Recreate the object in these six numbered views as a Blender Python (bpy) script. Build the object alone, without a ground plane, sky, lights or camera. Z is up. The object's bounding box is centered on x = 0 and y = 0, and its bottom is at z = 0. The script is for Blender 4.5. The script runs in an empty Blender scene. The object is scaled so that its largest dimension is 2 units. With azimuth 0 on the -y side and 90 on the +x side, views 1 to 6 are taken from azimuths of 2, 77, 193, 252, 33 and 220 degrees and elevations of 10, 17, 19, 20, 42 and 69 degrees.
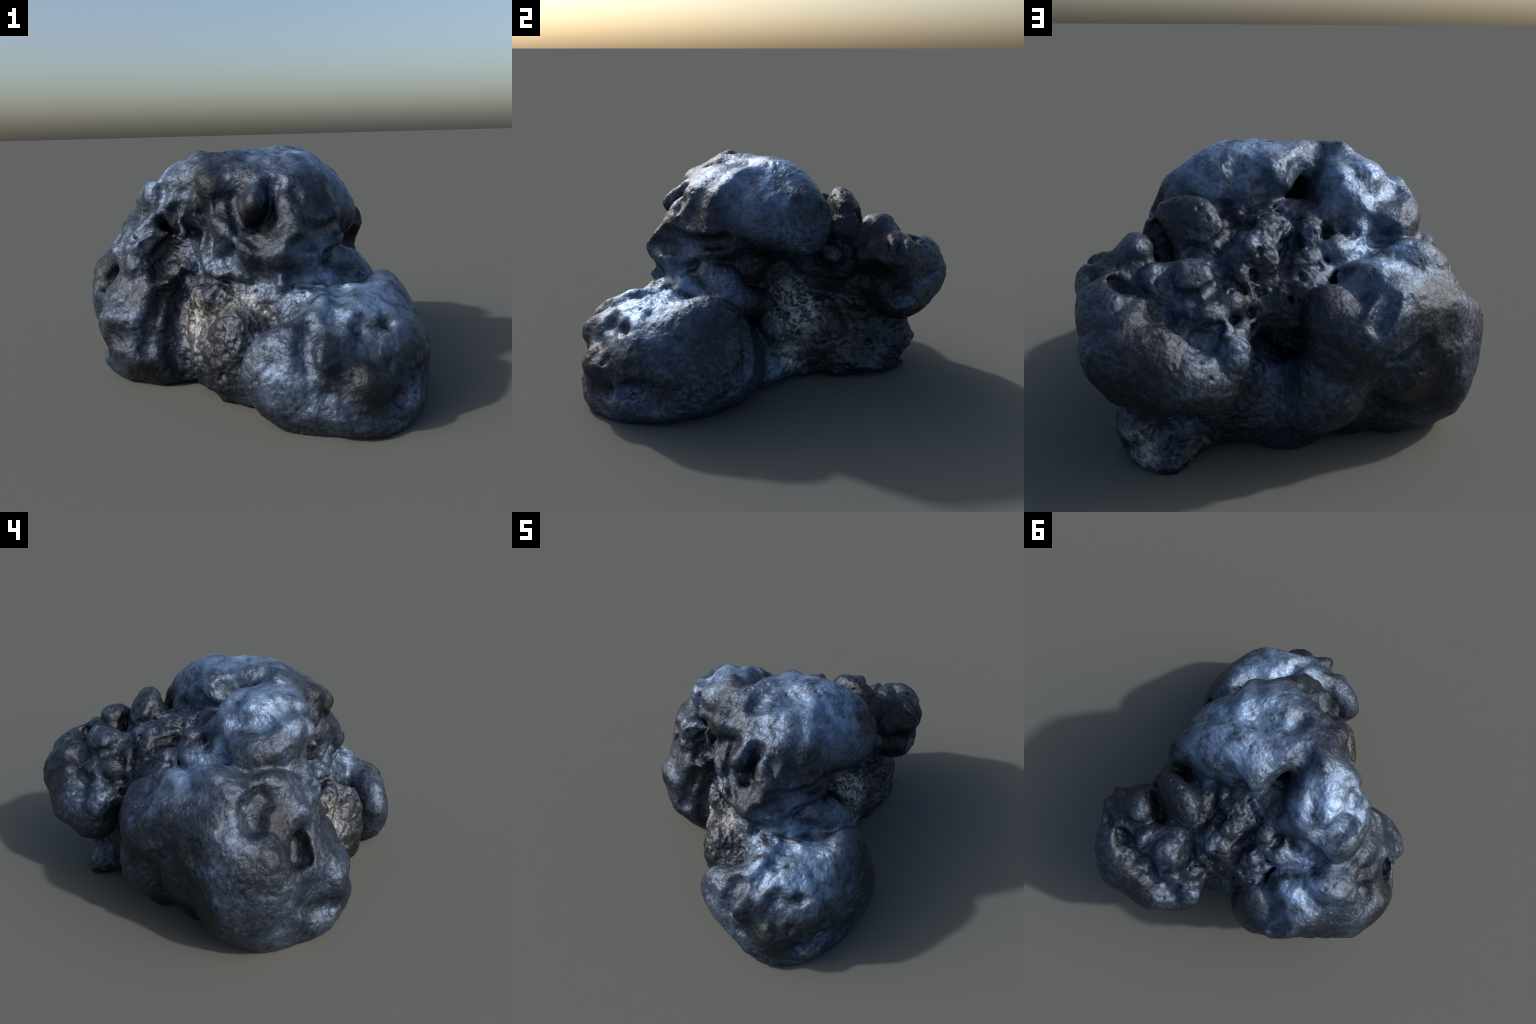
"""A lump of dark, glossy, metallic slag: one fused body made of a squat front boulder,
a matt pitted stem, a folded collar, an overhanging crown, a big side lobe and a
spongy flow that ends in a curled ring.  The body is described as strokes (lumps,
ridges, dents, grooves) of a distance field, meshed once, then split into its lobes."""
import bpy
import numpy as np

# ------------------------------------------------------------------ field
def rot(deg):
    a, b, c = np.radians(deg)
    ca, sa, cb, sb, cc, sc = np.cos(a), np.sin(a), np.cos(b), np.sin(b), np.cos(c), np.sin(c)
    rx = np.array([[1, 0, 0], [0, ca, -sa], [0, sa, ca]])
    ry = np.array([[cb, 0, sb], [0, 1, 0], [-sb, 0, cb]])
    rz = np.array([[cc, -sc, 0], [sc, cc, 0], [0, 0, 1]])
    return rz @ ry @ rx


def d_lump(p, c, r, turn=(0, 0, 0)):
    q = p - np.asarray(c, np.float32)
    if any(turn):
        q = q @ rot(turn).astype(np.float32)
    r = np.asarray(r, np.float32)
    a = np.sqrt(((q / r) ** 2).sum(-1)) + 1e-6
    b = np.sqrt(((q / (r * r)) ** 2).sum(-1)) + 1e-6
    return a * (a - 1) / b


def d_ridge(p, pts, rad):
    best = None
    rad = np.broadcast_to(rad, len(pts)) if np.ndim(rad) == 0 else rad
    for a, b, ra, rb in zip(pts[:-1], pts[1:], rad[:-1], rad[1:]):
        a = np.asarray(a, np.float32); b = np.asarray(b, np.float32); ab = b - a
        t = np.clip(((p - a) @ ab) / (ab @ ab + 1e-9), 0, 1)
        d = np.sqrt(((p - a - t[..., None] * ab) ** 2).sum(-1)) - (ra + (rb - ra) * t)
        best = d if best is None else np.minimum(best, d)
    return best


def smin(a, b, k):
    h = np.maximum(k - np.abs(a - b), 0) / k
    return np.minimum(a, b) - h * h * k * .25


PARTS = {}   # part name -> list of strokes

def part(name): PARTS[name] = []; return PARTS[name]
def lump(g, c, r, turn=(0, 0, 0), k=.06): g.append(["lump", c, r, turn, k, 1])
def dent(g, c, r, turn=(0, 0, 0), k=.04): g.append(["lump", c, r, turn, k, -1])
def ridge(g, pts, rad, k=.05): g.append(["ridge", pts, rad, None, k, 1])
def groove(g, pts, rad, k=.04): g.append(["ridge", pts, rad, None, k, -1])

def stroke_d(s, p):
    return d_lump(p, s[1], s[2], s[3]) if s[0] == "lump" else d_ridge(p, s[1], s[2])

def far_off(s, lo, hi):
    """True when a stroke cannot reach the box lo..hi"""
    pts = [s[1]] if s[0] == "lump" else s[1]
    m = np.max(s[2]) + s[4] + .10
    return (np.min(pts, 0) - m > hi).any() or (np.max(pts, 0) + m < lo).any()

def part_field(g, p, box=None):
    f = None
    for s in g:
        if box is not None and far_off(s, *box): continue
        d = stroke_d(s, p)
        if f is None: f = d
        elif s[5] > 0: f = smin(f, d, s[4])
        else: f = -smin(-f, d, s[4])
    return np.full(p.shape[:-1], 1., np.float32) if f is None else f

JOIN = .035
DETAILS = []   # small strokes on the joined body: (centres, radii, blend, +1 add / -1 cut)

def stroke(pts, rad, k, sign):
    pts = [np.asarray(c, np.float32) for c in pts]
    rad = [rad] * len(pts) if np.isscalar(rad) else rad
    DETAILS.append((pts, rad, k, sign, np.min(pts, 0) - max(rad) - k, np.max(pts, 0) + max(rad) + k))

def pit(at, r, k=.02): stroke([at], r, k, -1)
def knob(at, r, k=.03): stroke([at], r, k, 1)
def fold(*pts, r=.03, k=.03): stroke(pts, r, k, -1)
def rib(*pts, r=.03, k=.03): stroke(pts, r, k, 1)

def body(p):
    f = None
    box = (p.min(0), p.max(0)) if p.ndim == 2 else None
    for n, g in PARTS.items():
        d = part_field(g, p, box)
        f = d if f is None else smin(f, d, JOIN)
    return f

def field(p):
    if p.ndim > 2: return field(p.reshape(-1, 3)).reshape(p.shape[:-1])
    f = body(p)
    lo, hi = p.min(0), p.max(0)
    for pts, rad, k, sign, a, b in DETAILS:
        if (lo > b).any() or (hi < a).any(): continue
        m = np.flatnonzero(((p > a) & (p < b)).all(-1))
        if len(m) == 0: continue
        q = p[m]
        d = d_ridge(q, pts, rad) if len(pts) > 1 else np.sqrt(((q - pts[0]) ** 2).sum(-1)) - rad[0]
        f[m] = smin(f[m], d, k) if sign > 0 else -smin(-f[m], d, k)
    return f
g = part("foot_lobe")
lump(g, (0.577, -0.409, 0.284), (0.311, 0.371, 0.208), (-33, 27, -21), k=0.06)
lump(g, (0.294, -0.821, 0.209), (0.289, 0.135, 0.247), (-2, 17, -4), k=0.05)
lump(g, (0.693, -0.411, 0.286), (0.128, 0.243, 0.307), (-19, -8, 0), k=0.08)
lump(g, (0.553, -0.679, 0.120), (0.352, 0.244, 0.107), (28, -3, 56), k=0.08)
lump(g, (0.409, -0.706, 0.376), (0.146, 0.132, 0.182), (-4, -3, 7), k=0.12)
lump(g, (0.553, -0.697, 0.252), (0.200, 0.138, 0.158), (-2, 8, -12), k=0.15)
g = part("stem")
lump(g, (-0.051, -0.506, 0.223), (0.134, 0.150, 0.239), (27, 1, 30), k=0.06)
lump(g, (0.283, -0.111, 0.170), (0.330, 0.366, 0.136), (12, 18, 29), k=0.1)
lump(g, (0.345, 0.435, 0.174), (0.227, 0.409, 0.138), (9, 39, -2), k=0.1)
lump(g, (-0.100, 0.105, 0.470), (0.526, 0.309, 0.419), (-2, 21, -5), k=0.1)
lump(g, (-0.070, -0.324, 0.467), (0.181, 0.128, 0.193), (6, 0, 19), k=0.1)
lump(g, (0.241, 0.506, 0.383), (0.237, 0.172, 0.380), (16, 5, 6), k=0.1)
lump(g, (0.357, 0.613, 0.074), (0.222, 0.072, 0.175), (70, -6, -46), k=0.06)
lump(g, (0.041, 0.495, 0.233), (0.163, 0.140, 0.233), (-7, -1, 9), k=0.08)
lump(g, (-0.030, -0.231, 0.265), (0.148, 0.180, 0.262), (-2, -1, -1), k=0.08)
lump(g, (-0.359, -0.170, 0.357), (0.178, 0.172, 0.376), (-11, -11, -8), k=0.08)
lump(g, (0.412, 0.205, 0.283), (0.103, 0.192, 0.182), (-6, -10, -16), k=0.08)
lump(g, (0.128, -0.399, 0.518), (0.184, 0.146, 0.147), (0, 5, 3), k=0.1)
lump(g, (0.323, -0.564, 0.423), (0.159, 0.140, 0.136), (-0, -2, 2), k=0.1)
lump(g, (0.447, 0.045, 0.207), (0.079, 0.163, 0.212), (18, 10, 11), k=0.08)
lump(g, (0.067, -0.509, 0.186), (0.163, 0.145, 0.192), (-6, 9, -1), k=0.1)
lump(g, (-0.162, -0.338, 0.165), (0.135, 0.129, 0.162), (0, -2, -0), k=0.08)
lump(g, (0.136, -0.617, 0.154), (0.130, 0.108, 0.156), (1, 1, -1), k=0.08)
g = part("collar")
ridge(g, [(0.126, -0.461, 0.631), (0.352, -0.411, 0.531), (0.486, -0.262, 0.577), (0.554, -0.230, 0.515), (0.439, -0.065, 0.442)], [0.093, 0.091, 0.097, 0.083, 0.077], k=0.05)
lump(g, (0.198, -0.171, 0.631), (0.237, 0.243, 0.193), (-0, -2, -0), k=0.06)
g = part("crown")
lump(g, (0.258, -0.101, 0.859), (0.088, 0.270, 0.272), (13, 9, 30), k=0.1)
lump(g, (-0.030, -0.228, 0.631), (0.193, 0.149, 0.176), (-10, 8, -20), k=0.15)
lump(g, (0.466, 0.144, 0.868), (0.087, 0.163, 0.185), (-52, -20, -2), k=0.15)
lump(g, (0.155, 0.123, 1.051), (0.246, 0.087, 0.148), (55, 3, 22), k=0.12)
lump(g, (-0.042, -0.128, 1.069), (0.228, 0.130, 0.080), (12, 15, -16), k=0.12)
lump(g, (-0.250, -0.065, 0.923), (0.202, 0.289, 0.160), (-9, 37, 7), k=0.08)
lump(g, (-0.443, 0.033, 0.912), (0.139, 0.198, 0.102), (-20, -17, 27), k=0.06)
lump(g, (0.212, -0.514, 0.690), (0.171, 0.112, 0.069), (-20, -35, -12), k=0.15)
lump(g, (-0.061, -0.274, 0.927), (0.095, 0.078, 0.113), (-1, 4, 4), k=0.08)
lump(g, (-0.286, 0.069, 1.004), (0.115, 0.123, 0.082), (-6, -2, 0), k=0.1)
lump(g, (0.226, -0.346, 0.965), (0.083, 0.203, 0.073), (37, -8, -4), k=0.15)
lump(g, (0.049, -0.268, 0.967), (0.156, 0.107, 0.095), (3, -6, 5), k=0.15)
ridge(g, [(-0.065, -0.396, 0.814), (0.095, -0.462, 0.707), (0.235, -0.421, 0.716), (0.388, -0.281, 0.774)], [0.075, 0.069, 0.084, 0.099], k=0.12)
lump(g, (0.264, 0.009, 0.810), (0.149, 0.207, 0.175), (4, 1, -1), k=0.2)
g = part("side_lobe")
lump(g, (-0.603, -0.009, 0.311), (0.130, 0.398, 0.340), (21, 14, 21), k=0.12)
lump(g, (-0.638, 0.204, 0.280), (0.152, 0.180, 0.334), (22, -24, -24), k=0.18)
lump(g, (-0.258, 0.304, 0.266), (0.104, 0.200, 0.292), (12, 11, 37), k=0.15)
lump(g, (-0.627, 0.075, 0.343), (0.172, 0.215, 0.164), (19, 3, -9), k=0.15)
lump(g, (-0.578, 0.018, 0.570), (0.133, 0.122, 0.261), (-17, -4, 0), k=0.05)
lump(g, (-0.543, -0.240, 0.190), (0.264, 0.159, 0.121), (-74, 41, -11), k=0.06)
lump(g, (-0.157, 0.504, 0.202), (0.181, 0.082, 0.227), (-7, -29, 19), k=0.1)
lump(g, (-0.319, 0.570, 0.561), (0.112, 0.093, 0.135), (-2, 11, -5), k=0.08)
lump(g, (-0.563, 0.213, 0.722), (0.154, 0.188, 0.095), (36, -6, -3), k=0.08)
ridge(g, [(-0.352, -0.094, 0.930), (-0.331, -0.260, 0.777), (-0.561, -0.108, 0.656), (-0.557, -0.078, 0.418)], [0.090, 0.080, 0.072, 0.104], k=0.06)
lump(g, (-0.537, 0.477, 0.589), (0.106, 0.210, 0.168), (-5, -8, -31), k=0.1)
lump(g, (-0.416, 0.361, 0.690), (0.129, 0.176, 0.079), (34, 7, -1), k=0.1)
lump(g, (-0.308, 0.573, 0.368), (0.143, 0.098, 0.227), (-5, -16, 19), k=0.1)
lump(g, (-0.546, 0.348, 0.436), (0.123, 0.142, 0.188), (2, 8, -1), k=0.12)
lump(g, (-0.654, 0.320, 0.546), (0.146, 0.143, 0.158), (-1, 3, 1), k=0.12)
g = part("spongy_core")
lump(g, (0.077, 0.219, 0.679), (0.460, 0.263, 0.254), (-23, 9, 31), k=0.06)
lump(g, (0.128, 0.478, 0.660), (0.213, 0.220, 0.166), (-34, -5, 4), k=0.1)
lump(g, (-0.134, 0.372, 0.642), (0.163, 0.204, 0.165), (-18, -1, -3), k=0.08)
lump(g, (0.016, 0.447, 0.799), (0.101, 0.101, 0.098), (0, -1, 0), k=0.05)
g = part("spongy_lobe")
lump(g, (0.395, 0.744, 0.476), (0.304, 0.168, 0.188), (22, -11, -36), k=0.06)
ridge(g, [(0.481, 0.519, 0.679), (0.548, 0.614, 0.696), (0.450, 0.812, 0.635), (0.384, 0.815, 0.545), (0.184, 0.843, 0.463), (0.100, 0.768, 0.410), (0.026, 0.753, 0.493)], [0.097, 0.124, 0.126, 0.179, 0.112, 0.118, 0.068], k=0.05)
lump(g, (0.448, 0.581, 0.739), (0.090, 0.108, 0.153), (6, 5, 3), k=0.04)
lump(g, (0.301, 0.456, 0.807), (0.195, 0.091, 0.206), (14, 12, -9), k=0.04)
lump(g, (0.250, 0.667, 0.745), (0.159, 0.100, 0.088), (2, 6, 2), k=0.03)
lump(g, (0.157, 0.618, 0.613), (0.198, 0.201, 0.125), (-1, -31, 6), k=0.06)
pit((-0.311, -0.304, 1.031), 0.070, k=0.112)
fold((-0.362, -0.322, 0.788), (-0.395, -0.198, 0.657), (-0.407, -0.208, 0.576), r=0.060, k=0.096)
pit((-0.041, -0.488, 0.979), 0.070, k=0.112)
rib((0.108, -0.404, 0.986), (0.065, -0.465, 0.929), r=0.045, k=0.072)
knob((-0.021, -0.264, 0.833), 0.045, k=0.072)
fold((0.141, -0.438, 1.019), (0.134, -0.530, 0.936), r=0.035, k=0.056)
pit((0.126, -0.233, 0.796), 0.035, k=0.056)
knob((0.043, -0.525, 0.721), 0.045, k=0.072)
rib((0.111, -0.250, 0.752), (0.236, -0.243, 0.788), r=0.045, k=0.072)
fold((-0.044, -0.272, 0.670), (-0.045, -0.275, 0.670), r=0.030, k=0.048)
rib((-0.240, -0.243, 0.890), (-0.189, -0.258, 0.744), (-0.160, -0.272, 0.631), r=0.035, k=0.056)
pit((0.070, -0.620, 0.603), 0.040, k=0.064)
knob((0.178, -0.576, 0.571), 0.030, k=0.048)
pit((0.497, -0.427, 0.582), 0.040, k=0.064)
knob((-0.158, -0.214, 0.987), 0.060, k=0.096)
fold((-0.315, -0.230, 0.502), (-0.333, -0.268, 0.411), (-0.348, -0.310, 0.305), (-0.336, -0.351, 0.184), (-0.302, -0.358, 0.084), r=0.036, k=0.064)
fold((-0.314, -0.216, 0.498), (-0.332, -0.254, 0.406), (-0.346, -0.296, 0.301), (-0.333, -0.337, 0.181), (-0.297, -0.345, 0.087), r=0.040, k=0.064)
fold((-0.179, -0.315, 0.542), (-0.075, -0.416, 0.543), (0.026, -0.527, 0.531), r=0.030, k=0.048)
fold((0.442, -0.609, 0.586), (0.411, -0.796, 0.542), (0.386, -0.866, 0.492), r=0.040, k=0.064)
fold((0.288, -0.884, 0.468), (0.280, -0.939, 0.398), (0.284, -0.974, 0.310), r=0.040, k=0.064)
pit((0.499, -0.865, 0.435), 0.030, k=0.048)
pit((0.505, -0.930, 0.349), 0.040, k=0.064)
pit((0.429, -1.000, 0.232), 0.040, k=0.064)
knob((0.345, -0.916, 0.331), 0.050, k=0.080)
knob((0.531, -0.890, 0.232), 0.070, k=0.112)
fold((0.785, -0.739, 0.190), (0.739, -0.797, 0.154), (0.712, -0.829, 0.126), r=0.030, k=0.048)
pit((0.624, -0.778, 0.449), 0.025, k=0.035)
pit((0.137, -0.937, 0.320), 0.030, k=0.048)
fold((0.534, -0.840, 0.448), (0.573, -0.884, 0.380), (0.590, -0.910, 0.327), r=0.035, k=0.056)
pit((0.685, -0.862, 0.136), 0.030, k=0.048)
pit((0.766, -0.752, 0.187), 0.030, k=0.048)
knob((0.698, -0.790, 0.102), 0.050, k=0.080)
fold((0.692, -0.219, 0.452), (0.747, -0.183, 0.347), (0.792, -0.202, 0.247), r=0.025, k=0.035)
fold((0.726, -0.699, 0.284), (0.758, -0.630, 0.217), r=0.030, k=0.048)
fold((-0.672, -0.362, 0.260), (-0.490, -0.432, 0.290), (-0.351, -0.374, 0.217), r=0.050, k=0.080)
pit((-0.520, -0.376, 0.457), 0.060, k=0.096)
knob((-0.392, -0.209, 0.498), 0.035, k=0.056)
knob((-0.558, -0.171, 0.584), 0.040, k=0.064)
knob((-0.669, -0.052, 0.633), 0.040, k=0.064)
pit((-0.526, -0.405, 0.252), 0.020, k=0.028)
pit((-0.822, -0.091, 0.299), 0.060, k=0.096)
fold((-0.841, 0.029, 0.164), (-0.846, -0.031, 0.257), (-0.764, -0.193, 0.171), r=0.040, k=0.064)
knob((-0.678, -0.145, 0.091), 0.060, k=0.096)
fold((-0.480, 0.653, 0.645), (-0.514, 0.597, 0.727), r=0.022, k=0.035)
fold((-0.481, 0.655, 0.645), (-0.515, 0.598, 0.729), r=0.025, k=0.035)
fold((-0.152, 0.529, 0.656), (-0.153, 0.530, 0.657), r=0.025, k=0.035)
pit((-0.806, 0.465, 0.557), 0.060, k=0.096)
fold((-0.414, 0.171, 1.002), (-0.455, 0.123, 1.003), (-0.483, 0.050, 1.011), r=0.032, k=0.056)
fold((-0.418, 0.173, 1.004), (-0.458, 0.125, 1.005), (-0.486, 0.051, 1.014), r=0.035, k=0.056)
pit((-0.447, -0.076, 1.065), 0.040, k=0.064)
knob((-0.569, -0.023, 0.735), 0.050, k=0.080)
fold((-0.415, -0.185, 0.969), (-0.454, -0.204, 0.854), (-0.548, -0.138, 0.738), r=0.027, k=0.048)
fold((-0.414, -0.185, 0.969), (-0.453, -0.204, 0.854), (-0.546, -0.137, 0.737), r=0.030, k=0.048)
fold((-0.178, -0.029, 1.171), (-0.309, 0.102, 1.127), (-0.366, 0.202, 1.057), r=0.035, k=0.056)
knob((0.021, 0.141, 1.060), 0.060, k=0.096)
rib((-0.466, -0.108, 0.973), (-0.435, -0.130, 0.847), (-0.531, -0.122, 0.747), r=0.035, k=0.056)
fold((0.144, 0.228, 1.094), (0.054, 0.236, 0.991), r=0.030, k=0.048)
fold((-0.129, -0.069, 1.153), (-0.133, 0.031, 1.119), (-0.107, 0.084, 1.061), r=0.040, k=0.064)
fold((0.164, 0.251, 1.082), (0.054, 0.231, 1.053), r=0.030, k=0.048)
pit((-0.080, 0.127, 1.059), 0.030, k=0.048)
pit((0.150, 0.299, 1.026), 0.050, k=0.080)
pit((0.055, 0.240, 1.032), 0.030, k=0.048)
pit((0.253, 0.305, 1.038), 0.040, k=0.064)
pit((0.429, -0.289, 0.993), 0.020, k=0.028)
pit((0.494, -0.413, 0.602), 0.045, k=0.072)
knob((0.283, -0.476, 0.666), 0.050, k=0.080)
knob((0.460, -0.331, 0.635), 0.040, k=0.064)
knob((0.432, 0.370, 0.817), 0.045, k=0.072)
knob((0.508, 0.310, 0.698), 0.045, k=0.072)
fold((0.496, 0.286, 0.928), (0.452, 0.414, 0.928), r=0.018, k=0.028)
fold((0.497, 0.287, 0.928), (0.453, 0.414, 0.929), r=0.020, k=0.028)
fold((0.015, 0.405, 0.799), (0.015, 0.404, 0.796), r=0.020, k=0.028)
fold((0.025, 0.623, 0.712), (0.027, 0.619, 0.710), r=0.020, k=0.028)
pit((0.103, 0.832, 0.607), 0.040, k=0.064)
fold((0.037, 0.688, 0.632), (0.035, 0.690, 0.634), r=0.030, k=0.048)
fold((0.068, 0.765, 0.625), (0.067, 0.766, 0.626), r=0.025, k=0.035)
fold((-0.007, 0.630, 0.631), (-0.008, 0.631, 0.631), r=0.020, k=0.028)
pit((0.230, 0.835, 0.704), 0.050, k=0.080)
pit((0.416, 0.769, 0.772), 0.035, k=0.056)
fold((0.409, 0.511, 0.873), (0.371, 0.530, 0.796), r=0.027, k=0.048)
fold((0.408, 0.505, 0.870), (0.372, 0.524, 0.794), r=0.030, k=0.048)
fold((0.270, 0.745, 0.801), (0.270, 0.739, 0.798), r=0.030, k=0.048)
knob((0.058, 0.550, 0.453), 0.040, k=0.064)
pit((0.116, 0.609, 0.418), 0.020, k=0.028)
pit((0.087, 0.832, 0.561), 0.020, k=0.028)
knob((0.002, 0.336, 0.865), 0.050, k=0.080)
knob((0.053, 0.643, 0.669), 0.035, k=0.056)
knob((-0.181, 0.341, 0.746), 0.060, k=0.096)
knob((-0.277, 0.300, 0.802), 0.050, k=0.080)
knob((-0.151, 0.263, 0.851), 0.050, k=0.080)
fold((-0.096, 0.485, 0.793), (-0.120, 0.361, 0.808), (-0.092, 0.297, 0.881), r=0.027, k=0.048)
fold((-0.095, 0.484, 0.792), (-0.119, 0.361, 0.807), (-0.091, 0.297, 0.880), r=0.030, k=0.048)
fold((-0.235, 0.353, 0.774), (-0.230, 0.299, 0.851), r=0.022, k=0.035)
fold((-0.235, 0.355, 0.775), (-0.230, 0.301, 0.852), r=0.025, k=0.035)
pit((0.143, 0.418, 0.904), 0.030, k=0.048)
fold((0.059, 0.386, 0.882), (0.058, 0.388, 0.885), r=0.030, k=0.048)
pit((0.597, 0.491, 0.605), 0.050, k=0.080)
rib((0.474, 0.502, 0.518), (0.517, 0.572, 0.421), r=0.030, k=0.048)
pit((0.628, 0.654, 0.499), 0.050, k=0.080)
fold((0.533, 0.558, 0.855), (0.647, 0.532, 0.730), r=0.025, k=0.035)
fold((0.581, 0.658, 0.813), (0.679, 0.611, 0.716), r=0.020, k=0.028)
fold((0.395, 0.844, 0.230), (0.296, 0.782, 0.174), (0.188, 0.737, 0.178), r=0.040, k=0.064)
fold((-0.344, 0.412, 0.631), (-0.395, 0.419, 0.598), (-0.398, 0.428, 0.566), r=0.040, k=0.064)
pit((-0.447, 0.407, 0.590), 0.020, k=0.028)
knob((-0.279, 0.563, 0.654), 0.060, k=0.096)
knob((-0.317, 0.594, 0.309), 0.070, k=0.112)
fold((-0.292, 0.390, 0.681), (-0.328, 0.425, 0.591), (-0.313, 0.443, 0.532), r=0.030, k=0.048)
pit((-0.450, 0.271, 0.850), 0.040, k=0.064)
fold((-0.003, 0.567, 0.749), (-0.001, 0.564, 0.747), r=0.016, k=0.022)
fold((0.051, 0.640, 0.707), (0.052, 0.637, 0.705), r=0.014, k=0.020)
fold((-0.034, 0.388, 0.811), (-0.033, 0.388, 0.807), r=0.015, k=0.021)
fold((0.107, 0.773, 0.656), (0.109, 0.771, 0.653), r=0.018, k=0.025)
fold((-0.008, 0.633, 0.567), (-0.004, 0.630, 0.566), r=0.018, k=0.025)
fold((-0.083, 0.369, 0.835), (-0.080, 0.368, 0.832), r=0.018, k=0.025)
fold((-0.162, 0.440, 0.718), (-0.161, 0.437, 0.715), r=0.018, k=0.025)
fold((-0.216, 0.384, 0.729), (-0.215, 0.381, 0.727), r=0.015, k=0.021)
fold((0.097, 0.293, 0.935), (0.098, 0.291, 0.932), r=0.018, k=0.025)
fold((-0.031, 0.266, 0.923), (-0.030, 0.264, 0.920), r=0.016, k=0.022)
fold((-0.167, 0.340, 0.805), (-0.166, 0.336, 0.803), r=0.014, k=0.020)
fold((0.101, 0.426, 0.811), (0.102, 0.423, 0.808), r=0.015, k=0.021)
fold((0.159, 0.758, 0.706), (0.161, 0.755, 0.704), r=0.015, k=0.021)
fold((-0.033, 0.584, 0.693), (-0.030, 0.581, 0.692), r=0.015, k=0.021)
fold((-0.233, 0.278, 0.872), (-0.232, 0.274, 0.869), r=0.020, k=0.028)
fold((-0.296, 0.266, 0.873), (-0.295, 0.262, 0.870), r=0.018, k=0.025)
fold((-0.113, 0.274, 0.890), (-0.112, 0.271, 0.887), r=0.016, k=0.022)
knob((0.055, 0.399, 0.810), 0.035, k=0.056)
knob((-0.058, 0.497, 0.794), 0.030, k=0.048)
knob((-0.133, 0.309, 0.829), 0.035, k=0.056)
knob((-0.066, 0.312, 0.865), 0.030, k=0.048)
knob((-0.205, 0.328, 0.788), 0.035, k=0.056)
knob((0.092, 0.721, 0.655), 0.030, k=0.048)
knob((0.176, 0.782, 0.673), 0.030, k=0.048)
knob((0.045, 0.578, 0.758), 0.025, k=0.035)
knob((0.050, 0.744, 0.597), 0.025, k=0.035)
knob((0.237, 0.845, 0.631), 0.035, k=0.056)
knob((0.247, 0.420, 0.925), 0.040, k=0.064)
knob((0.199, 0.428, 0.854), 0.035, k=0.056)
knob((-0.223, 0.208, 0.917), 0.035, k=0.056)
knob((-0.142, 0.422, 0.717), 0.035, k=0.056)
knob((0.522, 0.677, 0.589), 0.040, k=0.064)
knob((0.458, 0.682, 0.518), 0.040, k=0.064)
knob((0.355, 0.673, 0.463), 0.040, k=0.064)
knob((0.215, 0.615, 0.404), 0.040, k=0.064)
knob((0.123, 0.608, 0.357), 0.040, k=0.064)
knob((0.557, 0.623, 0.734), 0.035, k=0.056)
knob((0.422, 0.529, 0.810), 0.035, k=0.056)
knob((0.470, 0.557, 0.808), 0.035, k=0.056)
fold((0.520, 0.239, 0.335), (0.512, 0.241, 0.332), r=0.013, k=0.020)
fold((0.537, 0.245, 0.220), (0.529, 0.247, 0.218), r=0.013, k=0.020)
fold((0.523, 0.518, 0.206), (0.515, 0.519, 0.202), r=0.013, k=0.020)
fold((0.515, 0.291, 0.356), (0.507, 0.291, 0.353), r=0.013, k=0.020)
fold((0.484, 0.018, 0.981), (0.525, 0.025, 0.931), (0.553, 0.042, 0.862), r=0.022, k=0.03)
fold((0.510, 0.105, 0.987), (0.543, 0.114, 0.931), (0.559, 0.121, 0.876), r=0.020, k=0.03)
fold((0.415, -0.116, 0.990), (0.461, -0.109, 0.890), r=0.024, k=0.035)
fold((0.527, 0.171, 0.976), (0.559, 0.193, 0.871), r=0.022, k=0.03)
pit((-0.802, -0.020, 0.561), 0.075, k=0.1)
fold((-0.752, -0.012, 0.534), (-0.793, -0.004, 0.501), r=0.030, k=0.055)
fold((-0.731, -0.004, 0.518), (-0.773, 0.006, 0.486), r=0.030, k=0.055)
fold((-0.714, 0.003, 0.505), (-0.755, 0.014, 0.473), r=0.030, k=0.055)
fold((-0.759, 0.181, 0.664), (-0.740, 0.183, 0.713), (-0.705, 0.132, 0.744), (-0.702, 0.059, 0.751), r=0.040, k=0.06)
fold((-0.535, 0.568, 0.467), (-0.599, 0.553, 0.488), (-0.653, 0.521, 0.526), r=0.022, k=0.035)
pit((0.091, 0.640, 0.784), 0.030, k=0.04)
pit((-0.039, -0.472, 0.696), 0.030, k=0.04)
pit((-0.056, -0.427, 0.930), 0.060, k=0.08)
pit((-0.300, -0.264, 1.018), 0.060, k=0.08)
fold((-0.211, -0.342, 0.993), (-0.203, -0.351, 0.886), (-0.180, -0.310, 0.789), r=0.030, k=0.05)
fold((0.149, -0.417, 0.990), (0.131, -0.433, 0.887), (0.121, -0.441, 0.808), r=0.030, k=0.05)
fold((0.250, -0.438, 0.960), (0.262, -0.433, 0.842), r=0.030, k=0.05)
fold((0.038, -0.453, 0.817), (0.117, -0.448, 0.788), r=0.035, k=0.05)
pit((-0.037, -0.444, 0.693), 0.035, k=0.04)
knob((-0.144, -0.312, 0.997), 0.050, k=0.06)
rib((0.073, -0.430, 0.941), (0.017, -0.415, 0.872), r=0.028, k=0.04)
rib((-0.066, -0.437, 0.781), (-0.143, -0.327, 0.644), r=0.030, k=0.05)
pit((0.085, -0.577, 0.590), 0.050, k=0.06)
fold((-0.153, -0.316, 0.761), (-0.172, -0.343, 0.655), r=0.025, k=0.04)
fold((0.023, -0.144, 1.158), (0.021, -0.231, 1.124), r=0.030, k=0.05)
knob((-0.016, -0.363, 0.869), 0.070, k=0.05)
knob((0.039, -0.407, 0.895), 0.060, k=0.05)
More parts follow.
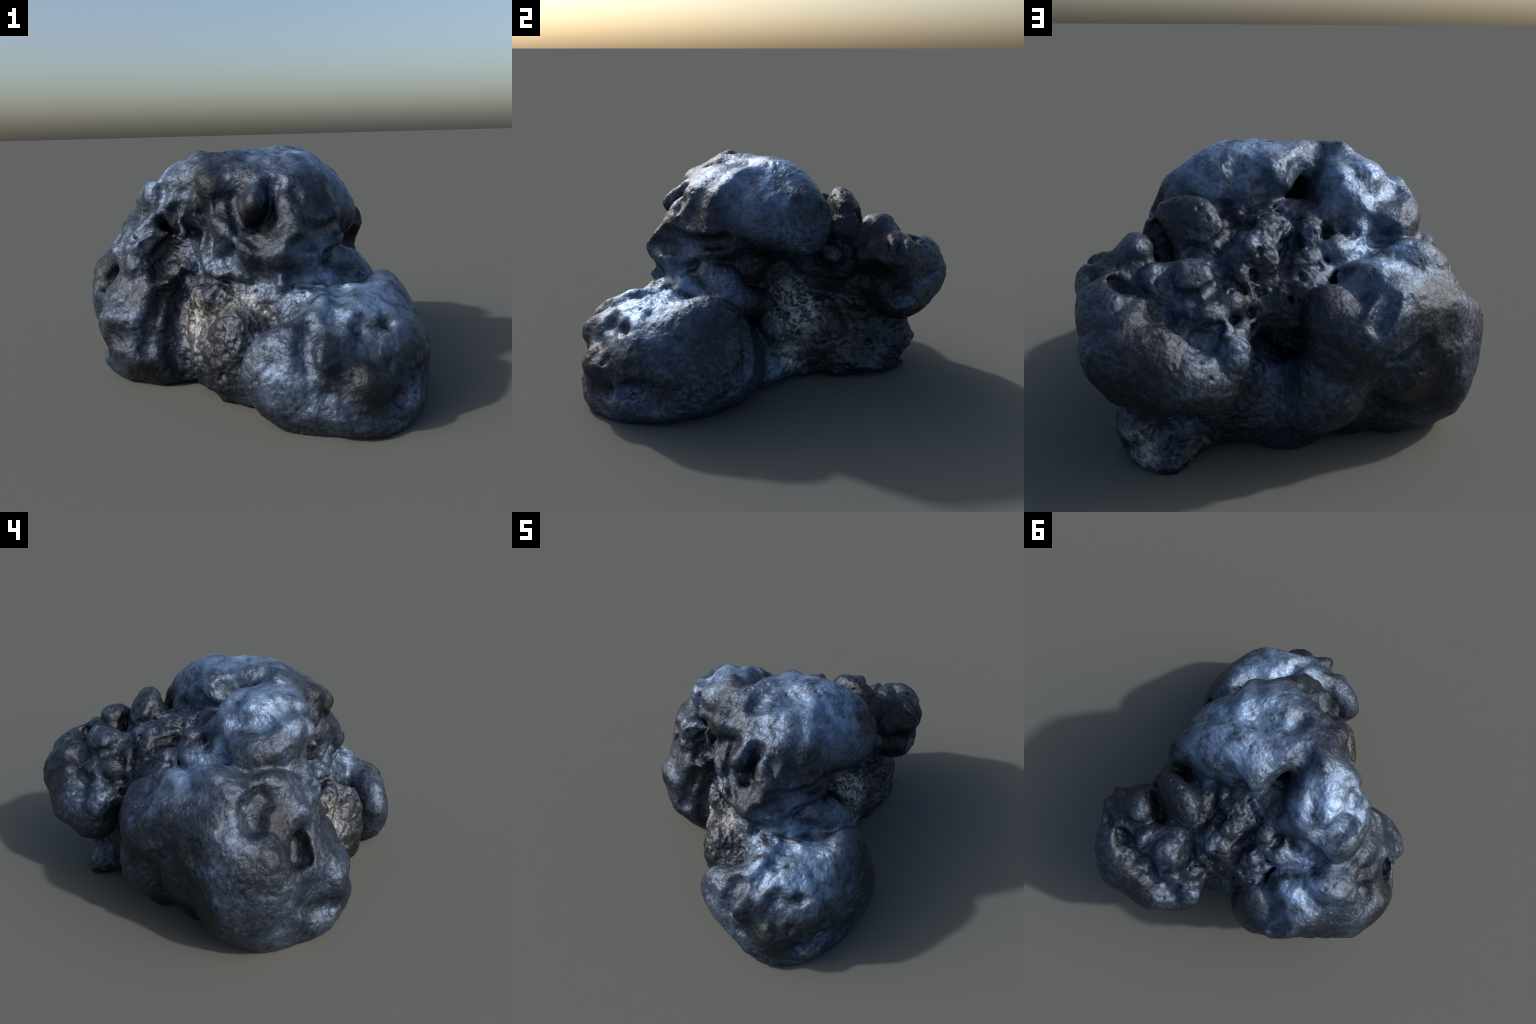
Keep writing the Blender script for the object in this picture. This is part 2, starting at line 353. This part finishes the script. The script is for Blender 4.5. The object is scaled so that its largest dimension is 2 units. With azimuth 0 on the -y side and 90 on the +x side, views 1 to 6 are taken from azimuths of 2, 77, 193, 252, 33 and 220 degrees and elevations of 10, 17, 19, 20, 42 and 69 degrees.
knob((-0.201, -0.154, 0.681), 0.060, k=0.05)
knob((-0.343, 0.206, 0.844), 0.050, k=0.04)
knob((-0.084, -0.378, 0.505), 0.040, k=0.04)
fold((0.280, 0.683, 0.827), (0.282, 0.735, 0.764), (0.215, 0.767, 0.706), (0.118, 0.738, 0.720), (0.099, 0.611, 0.755), (0.152, 0.551, 0.819), (0.249, 0.550, 0.831), (0.280, 0.683, 0.827), r=0.026, k=0.03)
fold((0.421, 0.464, 0.878), (0.387, 0.505, 0.813), (0.294, 0.682, 0.826), r=0.026, k=0.03)
fold((0.556, 0.745, 0.778), (0.506, 0.731, 0.746), (0.422, 0.758, 0.739), r=0.024, k=0.03)
fold((0.256, 0.795, 0.677), (0.180, 0.840, 0.670), r=0.040, k=0.05)
fold((0.133, 0.793, 0.586), (0.093, 0.785, 0.580), r=0.028, k=0.03)
pit((0.101, 0.595, 0.775), 0.026, k=0.03)
fold((0.505, 0.276, 0.931), (0.466, 0.299, 0.988), r=0.030, k=0.04)
fold((-0.083, 0.429, 0.768), (-0.114, 0.342, 0.800), (-0.099, 0.328, 0.891), r=0.025, k=0.03)
fold((0.200, 0.275, 0.924), (0.124, 0.392, 0.881), (0.143, 0.538, 0.843), r=0.024, k=0.03)
knob((-0.011, 0.394, 0.880), 0.045, k=0.03)
knob((-0.172, 0.433, 0.769), 0.050, k=0.03)
knob((0.047, 0.674, 0.680), 0.035, k=0.03)
knob((0.115, 0.756, 0.675), 0.035, k=0.03)
knob((-0.169, 0.309, 0.866), 0.040, k=0.03)
knob((-0.275, 0.342, 0.810), 0.040, k=0.03)
knob((0.019, 0.517, 0.841), 0.035, k=0.03)
knob((0.464, 0.749, 0.638), 0.040, k=0.03)
knob((0.338, 0.751, 0.501), 0.040, k=0.03)
knob((0.220, 0.743, 0.450), 0.040, k=0.03)
knob((0.513, 0.714, 0.743), 0.035, k=0.03)
knob((0.426, 0.619, 0.839), 0.040, k=0.03)
knob((-0.002, 0.741, 0.545), 0.035, k=0.03)
pit((-0.019, 0.531, 0.840), 0.016, k=0.016)
pit((0.030, 0.609, 0.705), 0.016, k=0.016)
pit((0.044, 0.670, 0.625), 0.016, k=0.016)
pit((0.071, 0.757, 0.621), 0.016, k=0.016)
pit((-0.001, 0.612, 0.623), 0.016, k=0.016)
pit((0.056, 0.623, 0.738), 0.016, k=0.016)
pit((0.002, 0.550, 0.756), 0.016, k=0.016)
pit((-0.050, 0.460, 0.871), 0.016, k=0.016)
pit((-0.175, 0.507, 0.742), 0.016, k=0.016)
pit((-0.236, 0.437, 0.761), 0.016, k=0.016)
pit((0.106, 0.263, 0.925), 0.016, k=0.016)
pit((0.147, 0.795, 0.696), 0.016, k=0.016)
pit((0.111, 0.763, 0.644), 0.016, k=0.016)
pit((-0.057, 0.267, 0.909), 0.016, k=0.016)
pit((-0.231, 0.262, 0.839), 0.016, k=0.016)
knob((0.087, -0.321, 0.653), 0.060, k=0.06)
knob((0.177, -0.369, 0.799), 0.055, k=0.06)
knob((-0.115, -0.317, 0.812), 0.050, k=0.05)
knob((-0.247, -0.185, 1.013), 0.045, k=0.05)
knob((0.011, -0.427, 0.644), 0.045, k=0.05)
rib((-0.665, 0.076, 0.556), (-0.736, 0.108, 0.476), r=0.080, k=0.08)
knob((-0.643, -0.113, 0.404), 0.080, k=0.08)
knob((-0.494, -0.040, 0.851), 0.050, k=0.05)
knob((-0.319, -0.168, 0.993), 0.050, k=0.05)
knob((0.130, 0.190, 0.997), 0.050, k=0.05)
knob((0.300, 0.246, 0.875), 0.050, k=0.05)
knob((-0.554, 0.446, 0.358), 0.090, k=0.08)
fold((0.264, -0.607, 0.745), (0.381, -0.441, 0.756), r=0.040, k=0.04)
pit((0.310, -0.093, 0.645), 0.040, k=0.04)
fold((0.322, -0.539, 0.819), (0.402, -0.415, 0.774), (0.482, -0.245, 0.797), r=0.035, k=0.04)
fold((-0.407, -0.285, 0.452), (-0.480, -0.331, 0.329), (-0.495, -0.351, 0.211), r=0.022, k=0.08)
pit((-0.222, -0.422, 0.569), 0.070, k=0.06)
fold((-0.344, -0.223, 0.779), (-0.494, -0.220, 0.689), r=0.035, k=0.04)
fold((-0.419, -0.180, 0.794), (-0.285, -0.297, 0.917), (-0.220, -0.243, 0.733), r=0.030, k=0.04)
fold((-0.047, -0.369, 0.938), (-0.009, -0.480, 0.800), (0.075, -0.567, 0.747), r=0.025, k=0.03)
fold((0.570, 0.685, 0.341), (0.553, 0.778, 0.348), r=0.050, k=0.05)
knob((0.256, -0.398, 0.879), 0.045, k=0.05)
knob((0.209, -0.421, 0.904), 0.04, k=0.05)
fold((-0.704, -0.026, 0.505), (-0.732, -0.021, 0.473), r=0.026, k=0.06)
fold((-0.684, -0.030, 0.496), (-0.717, -0.027, 0.458), r=0.026, k=0.06)
fold((-0.664, -0.033, 0.488), (-0.701, -0.033, 0.444), r=0.026, k=0.06)
fold((-0.727, 0.171, 0.654), (-0.704, 0.179, 0.712), (-0.675, 0.124, 0.733), r=0.035, k=0.05)
fold((-0.798, -0.010, 0.241), (-0.759, -0.097, 0.187), (-0.734, -0.194, 0.170), r=0.028, k=0.04)
fold((0.446, -0.573, 0.561), (0.415, -0.739, 0.528), (0.388, -0.827, 0.477), r=0.030, k=0.04)
fold((0.291, -0.854, 0.450), (0.277, -0.913, 0.393), (0.279, -0.958, 0.309), r=0.032, k=0.04)
pit((0.505, -0.825, 0.422), 0.026, k=0.03)
pit((0.509, -0.907, 0.346), 0.026, k=0.03)
pit((0.625, -0.766, 0.439), 0.026, k=0.03)
pit((0.356, -0.977, 0.195), 0.026, k=0.03)
pit((0.633, -0.881, 0.292), 0.026, k=0.03)
pit((0.745, -0.795, 0.162), 0.026, k=0.03)
pit((0.671, -0.862, 0.135), 0.026, k=0.03)
pit((0.746, -0.747, 0.176), 0.026, k=0.03)
pit((0.551, -0.890, 0.336), 0.026, k=0.03)
pit((0.810, -0.543, 0.420), 0.026, k=0.03)
pit((0.642, -0.648, 0.524), 0.026, k=0.03)
rib((0.364, -0.033, 0.981), (0.433, -0.026, 0.904), (0.480, -0.003, 0.826), r=0.070, k=0.1)
rib((0.375, -0.078, 0.932), (0.427, -0.070, 0.836), r=0.060, k=0.1)
knob((-0.511, -0.068, 0.793), 0.035, k=0.04)

# ------------------------------------------------------------------ noise
def _hash(ix, iy, iz, seed):
    h = (ix * 374761393 + iy * 668265263 + iz * 2147483647 + seed * 144269504) & 0xFFFFFFFF
    h = ((h ^ (h >> 13)) * 1274126177) & 0xFFFFFFFF
    h = ((h ^ (h >> 16)) * 2246822519) & 0xFFFFFFFF
    return h ^ (h >> 15)


def vnoise(p, seed=0):
    """gradient noise, about -1..1"""
    i = np.floor(p).astype(np.int64); f = p - i
    w = f * f * f * (f * (f * 6 - 15) + 10)
    out = np.zeros(len(p))
    for dx in (0, 1):
        for dy in (0, 1):
            for dz in (0, 1):
                h = _hash(i[:, 0] + dx, i[:, 1] + dy, i[:, 2] + dz, seed)
                gx = (h & 1023) / 511.5 - 1; gy = ((h >> 10) & 1023) / 511.5 - 1; gz = ((h >> 20) & 1023) / 511.5 - 1
                g = gx * (f[:, 0] - dx) + gy * (f[:, 1] - dy) + gz * (f[:, 2] - dz)
                ww = (w[:, 0] if dx else 1 - w[:, 0]) * (w[:, 1] if dy else 1 - w[:, 1]) * (w[:, 2] if dz else 1 - w[:, 2])
                out += g * ww
    return out * 1.3


def fbm(p, octaves, seed=0, gain=.5):
    a, s = 1., 0
    for o in range(octaves):
        s = s + a * vnoise(p * 2 ** o, seed + 17 * o); a *= gain
    return s


def cells(p, seed=0):
    """distance to the nearest jittered cell point (Worley F1)"""
    i = np.floor(p).astype(np.int64); best = np.full(len(p), 9.)
    for dx in (-1, 0, 1):
        for dy in (-1, 0, 1):
            for dz in (-1, 0, 1):
                c = i + (dx, dy, dz); h = _hash(c[:, 0], c[:, 1], c[:, 2], seed)
                q = c + np.stack([(h & 1023) / 1023, ((h >> 10) & 1023) / 1023, ((h >> 20) & 1023) / 1023], -1)
                best = np.minimum(best, ((q - p) ** 2).sum(-1))
    return np.sqrt(best)


# ------------------------------------------------------------------ meshing
LO, HI, H, COARSE = np.array([-.96, -1.08, -.04]), np.array([.96, 1.08, 1.24]), .006, 5


def sample():
    n = np.ceil((HI - LO) / (H * COARSE)).astype(int)
    ax = [LO[k] + H * COARSE * (np.arange(n[k]) + .5) for k in range(3)]
    cp = np.stack(np.meshgrid(*ax, indexing="ij"), -1).astype(np.float32)
    cf = field(cp.reshape(-1, 3)).reshape(n)
    F = np.repeat(np.repeat(np.repeat(cf, COARSE, 0), COARSE, 1), COARSE, 2)
    near = np.argwhere(np.abs(cf) < H * COARSE * 2.2)
    o = np.stack(np.meshgrid(*[np.arange(COARSE)] * 3, indexing="ij"), -1).reshape(-1, 3)
    for s in range(0, len(near), 200):
        idx = (near[s:s + 200, None] * COARSE + o).reshape(-1, 3)
        p = (LO + H * (idx + .5)).astype(np.float32)
        F[idx[:, 0], idx[:, 1], idx[:, 2]] = field(p)
    return F


def surface_nets(F):
    ins = F < 0
    nx, ny, nz = F.shape
    cnt = np.zeros((nx - 1, ny - 1, nz - 1), np.int8)
    corners = [(a, b, c) for a in (0, 1) for b in (0, 1) for c in (0, 1)]
    sl = lambda A, o: A[o[0]:A.shape[0] - 1 + o[0], o[1]:A.shape[1] - 1 + o[1], o[2]:A.shape[2] - 1 + o[2]]
    for o in corners: cnt += sl(ins, o)
    act = np.argwhere((cnt > 0) & (cnt < 8))
    vid = np.full(cnt.shape, -1, np.int64); vid[tuple(act.T)] = np.arange(len(act))
    val = {o: F[act[:, 0] + o[0], act[:, 1] + o[1], act[:, 2] + o[2]] for o in corners}
    acc = np.zeros((len(act), 3)); m = np.zeros(len(act))
    for o in corners:
        for k in range(3):
            if o[k] == 0:
                q = tuple(1 if j == k else o[j] for j in range(3))
                a, b = val[o], val[q]; cr = (a < 0) != (b < 0)
                t = np.where(cr, a / np.where(cr, a - b, 1), 0)
                pt = np.array(o, float)[None] + np.eye(3)[k] * t[:, None]
                acc += pt * cr[:, None]; m += cr
    verts = LO + H * (act + acc / m[:, None] + .5)
    quads = []
    for k in range(3):
        u, v = (k + 1) % 3, (k + 2) % 3
        a = [slice(None)] * 3; b = [slice(None)] * 3
        a[k] = slice(0, -1); b[k] = slice(1, None)
        cr = np.argwhere(ins[tuple(a)] != ins[tuple(b)])
        cr = cr[(cr[:, u] > 0) & (cr[:, v] > 0) & (cr[:, u] < F.shape[u] - 1) & (cr[:, v] < F.shape[v] - 1)]
        flip = ins[cr[:, 0], cr[:, 1], cr[:, 2]]
        def at(du, dv):
            c = cr.copy(); c[:, u] -= du; c[:, v] -= dv
            return vid[c[:, 0], c[:, 1], c[:, 2]]
        q = np.stack([at(1, 1), at(0, 1), at(0, 0), at(1, 0)], -1)
        q[~flip] = q[~flip][:, ::-1]
        quads.append(q)
    return verts, np.concatenate(quads)


def normals(v, q):
    n = np.cross(v[q[:, 2]] - v[q[:, 0]], v[q[:, 3]] - v[q[:, 1]])
    out = np.zeros_like(v)
    for k in range(4):
        for a in range(3): out[:, a] += np.bincount(q[:, k], n[:, a], len(v))
    return out / (np.linalg.norm(out, axis=1, keepdims=True) + 1e-12)


def relax(v, q, times):
    for _ in range(times):
        s = np.zeros_like(v); c = np.zeros(len(v))
        for a, b in ((0, 1), (1, 2), (2, 3), (3, 0)):
            for i, j in ((q[:, a], q[:, b]), (q[:, b], q[:, a])):
                c += np.bincount(i, minlength=len(v))
                for k in range(3): s[:, k] += np.bincount(i, v[j, k], len(v))
        v = v * .5 + .5 * s / np.maximum(c, 1)[:, None]
    return v


def one_piece(v, q):
    """keep the largest connected piece"""
    e = np.concatenate([q[:, [0, 1]], q[:, [1, 2]], q[:, [2, 3]]]); lab = np.arange(len(v))
    while True:
        m = np.minimum(lab[e[:, 0]], lab[e[:, 1]]); new = lab.copy()
        np.minimum.at(new, e[:, 0], m); np.minimum.at(new, e[:, 1], m)
        new = new[new]; new = new[new]
        if (new == lab).all(): break
        lab = new
    keep = lab == np.bincount(lab).argmax()
    idx = np.cumsum(keep) - 1
    return v[keep], idx[q[keep[q[:, 0]]]]


def relief(v, n, weight):
    """lumps, wrinkles and pits laid over the lobes; weight[part] is 0..1 per vertex"""
    sponge = np.clip(weight["spongy_core"] + .45 * weight["spongy_lobe"], 0, 1)
    stem = weight["stem"]
    smooth = 1 - np.clip(sponge + stem, 0, 1)
    warp = np.stack([vnoise(v * 5, 91), vnoise(v * 5, 92), vnoise(v * 5, 93)], -1) * .03
    w = v + warp
    d = .011 * fbm(w * 4.5, 2, 3, .5) * (smooth + .5 * stem + .6 * sponge)
    d += .0055 * fbm(w * 14, 4, 12, .62) * smooth
    # sparse dimples and pinholes on the smooth lobes
    d -= .008 * np.clip(.30 - cells(w * 8, 5), 0, 1) / .30 * (vnoise(v * 3.1, 8) > .1) * smooth
    d -= .007 * np.clip(.20 - cells(w * 14, 6), 0, 1) / .20 * (vnoise(v * 4.3, 9) > -.1) * smooth
    # spongy flow: crowded nodules with pits between
    d += sponge * (.014 * (.55 - cells(w * 18, 21)) + .007 * fbm(w * 26, 4, 23, .6) - .022 * np.clip(.26 - cells(w * 20, 27), 0, 1) / .26 * np.clip(vnoise(v * 6, 28) * 3 + .8, 0, 1))
    # stem: gritty pits
    d += stem * (.018 * fbm(w * 9, 5, 31, .6) - .012 * np.clip(.33 - cells(w * 19, 37), 0, 1) / .33)
    return v + n * d[:, None]

# ------------------------------------------------------------------ material
def slag_material():
    m = bpy.data.materials.new("dark_metallic_slag"); m.use_nodes = True
    t = m.node_tree; N, Lk = t.nodes, t.links
    bsdf = N["Principled BSDF"]
    co = N.new("ShaderNodeTexCoord").outputs["Object"]
    def noise(scale, detail=4, rough=.6, dist=0.):
        n = N.new("ShaderNodeTexNoise"); n.inputs["Scale"].default_value = scale; n.inputs["Detail"].default_value = detail
        n.inputs["Roughness"].default_value = rough; n.inputs["Distortion"].default_value = dist; Lk.new(co, n.inputs["Vector"]); return n.outputs["Fac"]
    def ramp(src, *stops):
        r = N.new("ShaderNodeValToRGB"); e = r.color_ramp.elements
        while len(e) < len(stops): e.new(.5)
        for el, (p, c) in zip(e, stops): el.position = p; el.color = (c, c, c, 1) if np.isscalar(c) else (*c, 1)
        Lk.new(src, r.inputs[0]); return r.outputs[0]
    def math(op, a, b):
        n = N.new("ShaderNodeMath"); n.operation = op
        for k, x in enumerate((a, b)):
            if isinstance(x, (int, float)): n.inputs[k].default_value = x
            else: Lk.new(x, n.inputs[k])
        return n.outputs[0]
    def mix(f, a, b, how="MIX"):
        n = N.new("ShaderNodeMix"); n.data_type = "RGBA"; n.blend_type = how
        for k, x in zip((0, 6, 7), (f, a, b)):
            if isinstance(x, (int, float)): n.inputs[k].default_value = x
            elif isinstance(x, tuple): n.inputs[k].default_value = (*x, 1)
            else: Lk.new(x, n.inputs[k])
        return n.outputs[2]
    def bubble(c, r, soft):
        """1 inside a soft bubble, from Object coordinates"""
        s = N.new("ShaderNodeVectorMath"); s.operation = "DISTANCE"; Lk.new(co, s.inputs[0]); s.inputs[1].default_value = c
        q = N.new("ShaderNodeMapRange"); q.interpolation_type = "SMOOTHSTEP"; Lk.new(s.outputs["Value"], q.inputs[0])
        q.inputs[1].default_value = r - soft; q.inputs[2].default_value = r + soft; q.inputs[3].default_value = 1; q.inputs[4].default_value = 0
        return q.outputs[0]
    patch = noise(3.0, 3, .5); grain = noise(42, 5, .72); fine = noise(80, 3, .6)
    blend = math("ADD", math("MULTIPLY", patch, .55), math("MULTIPLY", grain, .45))
    col = ramp(blend, (.38, (.009, .011, .015)), (.48, (.019, .025, .037)), (.56, (.042, .060, .095)), (.66, (.105, .15, .235)))
    # blue-white sky reflection painted on the lobe tops, in ragged patches
    painted_sky = math("MAXIMUM", bubble((.48, -.62, .52), .24, .16), math("MAXIMUM", bubble((.22, .0, 1.06), .26, .16), math("MAXIMUM", bubble((-.36, .05, 1.05), .18, .14), bubble((-.45, .36, .80), .16, .14))))
    painted_sky = math("MULTIPLY", painted_sky, ramp(noise(12, 6, .66), (.36, .05), (.60, .9)))
    col = mix(painted_sky, col, (.23, .345, .53))
    # the spongy flow is a duller, darker grey
    sponge = math("MAXIMUM", bubble((.05, .40, .80), .26, .08), bubble((.22, .66, .66), .16, .08))
    col = mix(math("MULTIPLY", sponge, .7), col, ramp(blend, (.38, (.010, .013, .018)), (.50, (.036, .049, .074)), (.66, (.13, .18, .27))))
    # the stem is broken rock: grey, with rusty flecks and cream and pale-grey flakes
    stem = math("MAXIMUM", bubble((.0, -.42, .28), .24, .05), math("MAXIMUM", bubble((.45, .25, .28), .26, .05), bubble((-.20, -.33, .34), .17, .05)))
    col = mix(stem, col, ramp(blend, (.38, (.009, .010, .012)), (.49, (.036, .041, .050)), (.58, (.13, .14, .155)), (.66, (.40, .385, .35))))
    rust = math("MULTIPLY", stem, ramp(noise(13, 3, .6, .5), (.67, 0.), (.73, .7)))
    col = mix(rust, col, (.16, .085, .050))
    crust = math("MAXIMUM", bubble((.47, .13, .42), .13, .08), math("MAXIMUM", bubble((-.25, -.36, .40), .08, .07), bubble((.38, .82, .10), .07, .05)))
    flakes = math("MULTIPLY", crust, ramp(noise(17, 4, .7, 1.2), (.46, 0.), (.56, .85)))
    col = mix(flakes, col, ramp(grain, (.35, (.28, .30, .31)), (.6, (.42, .405, .37))))
    metal = math("SUBTRACT", .6, math("MULTIPLY", stem, .15)); Lk.new(math("MULTIPLY", metal, math("SUBTRACT", 1., flakes)), bsdf.inputs["Metallic"])
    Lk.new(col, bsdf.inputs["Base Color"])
    Lk.new(ramp(grain, (.3, .47), (.7, .37)), bsdf.inputs["Roughness"])
    bsdf.inputs["Specular IOR Level"].default_value = .6
    pores = N.new("ShaderNodeTexVoronoi"); pores.inputs["Scale"].default_value = 42; Lk.new(co, pores.inputs["Vector"])
    pore = ramp(pores.outputs["Distance"], (.08, 0.), (.34, 1.))
    height = math("ADD", math("MULTIPLY", noise(48, 6, .68), 1.0), math("ADD", math("MULTIPLY", fine, .5), math("MULTIPLY", pore, .22)))
    b = N.new("ShaderNodeBump"); b.inputs["Strength"].default_value = .55; b.inputs["Distance"].default_value = .008
    Lk.new(height, b.inputs["Height"]); Lk.new(b.outputs[0], bsdf.inputs["Normal"])
    return m


# ------------------------------------------------------------------ assembly
def build():
    v, q = one_piece(*surface_nets(sample()))
    v = relax(v, q, 1)
    names = list(PARTS)
    P = v.astype(np.float32)
    D = np.stack([part_field(g, P) for g in PARTS.values()], 1)
    soft = np.exp(-(D - D.min(1, keepdims=True)) / .02); soft /= soft.sum(1, keepdims=True)
    n = normals(v, q)
    v = relief(v, n, {k: soft[:, i] for i, k in enumerate(names)})
    v[:, 2] = np.maximum(v[:, 2], 0) + np.minimum(v[:, 2], 0) * .02
    v[:, 2] -= v[:, 2].min()
    n = normals(v, q)
    vote = D[q].mean(1).argmin(1)
    root = bpy.data.objects.new("slag_lump", None); bpy.context.collection.objects.link(root)
    root["label"] = "lumpy dark metallic slag rock with glossy bluish lobes"
    root["category"] = "slag rock"
    mat = slag_material()
    for i, name in enumerate(names):
        f = q[vote == i]
        used, inv = np.unique(f, return_inverse=True)
        me = bpy.data.meshes.new(name)
        me.from_pydata(v[used].tolist(), [], inv.reshape(f.shape).tolist())
        me.materials.append(mat)
        me.polygons.foreach_set("use_smooth", np.ones(len(f), bool))
        me.update()
        me.normals_split_custom_set_from_vertices(n[used].tolist())
        ob = bpy.data.objects.new(name, me); bpy.context.collection.objects.link(ob); ob.parent = root


build()
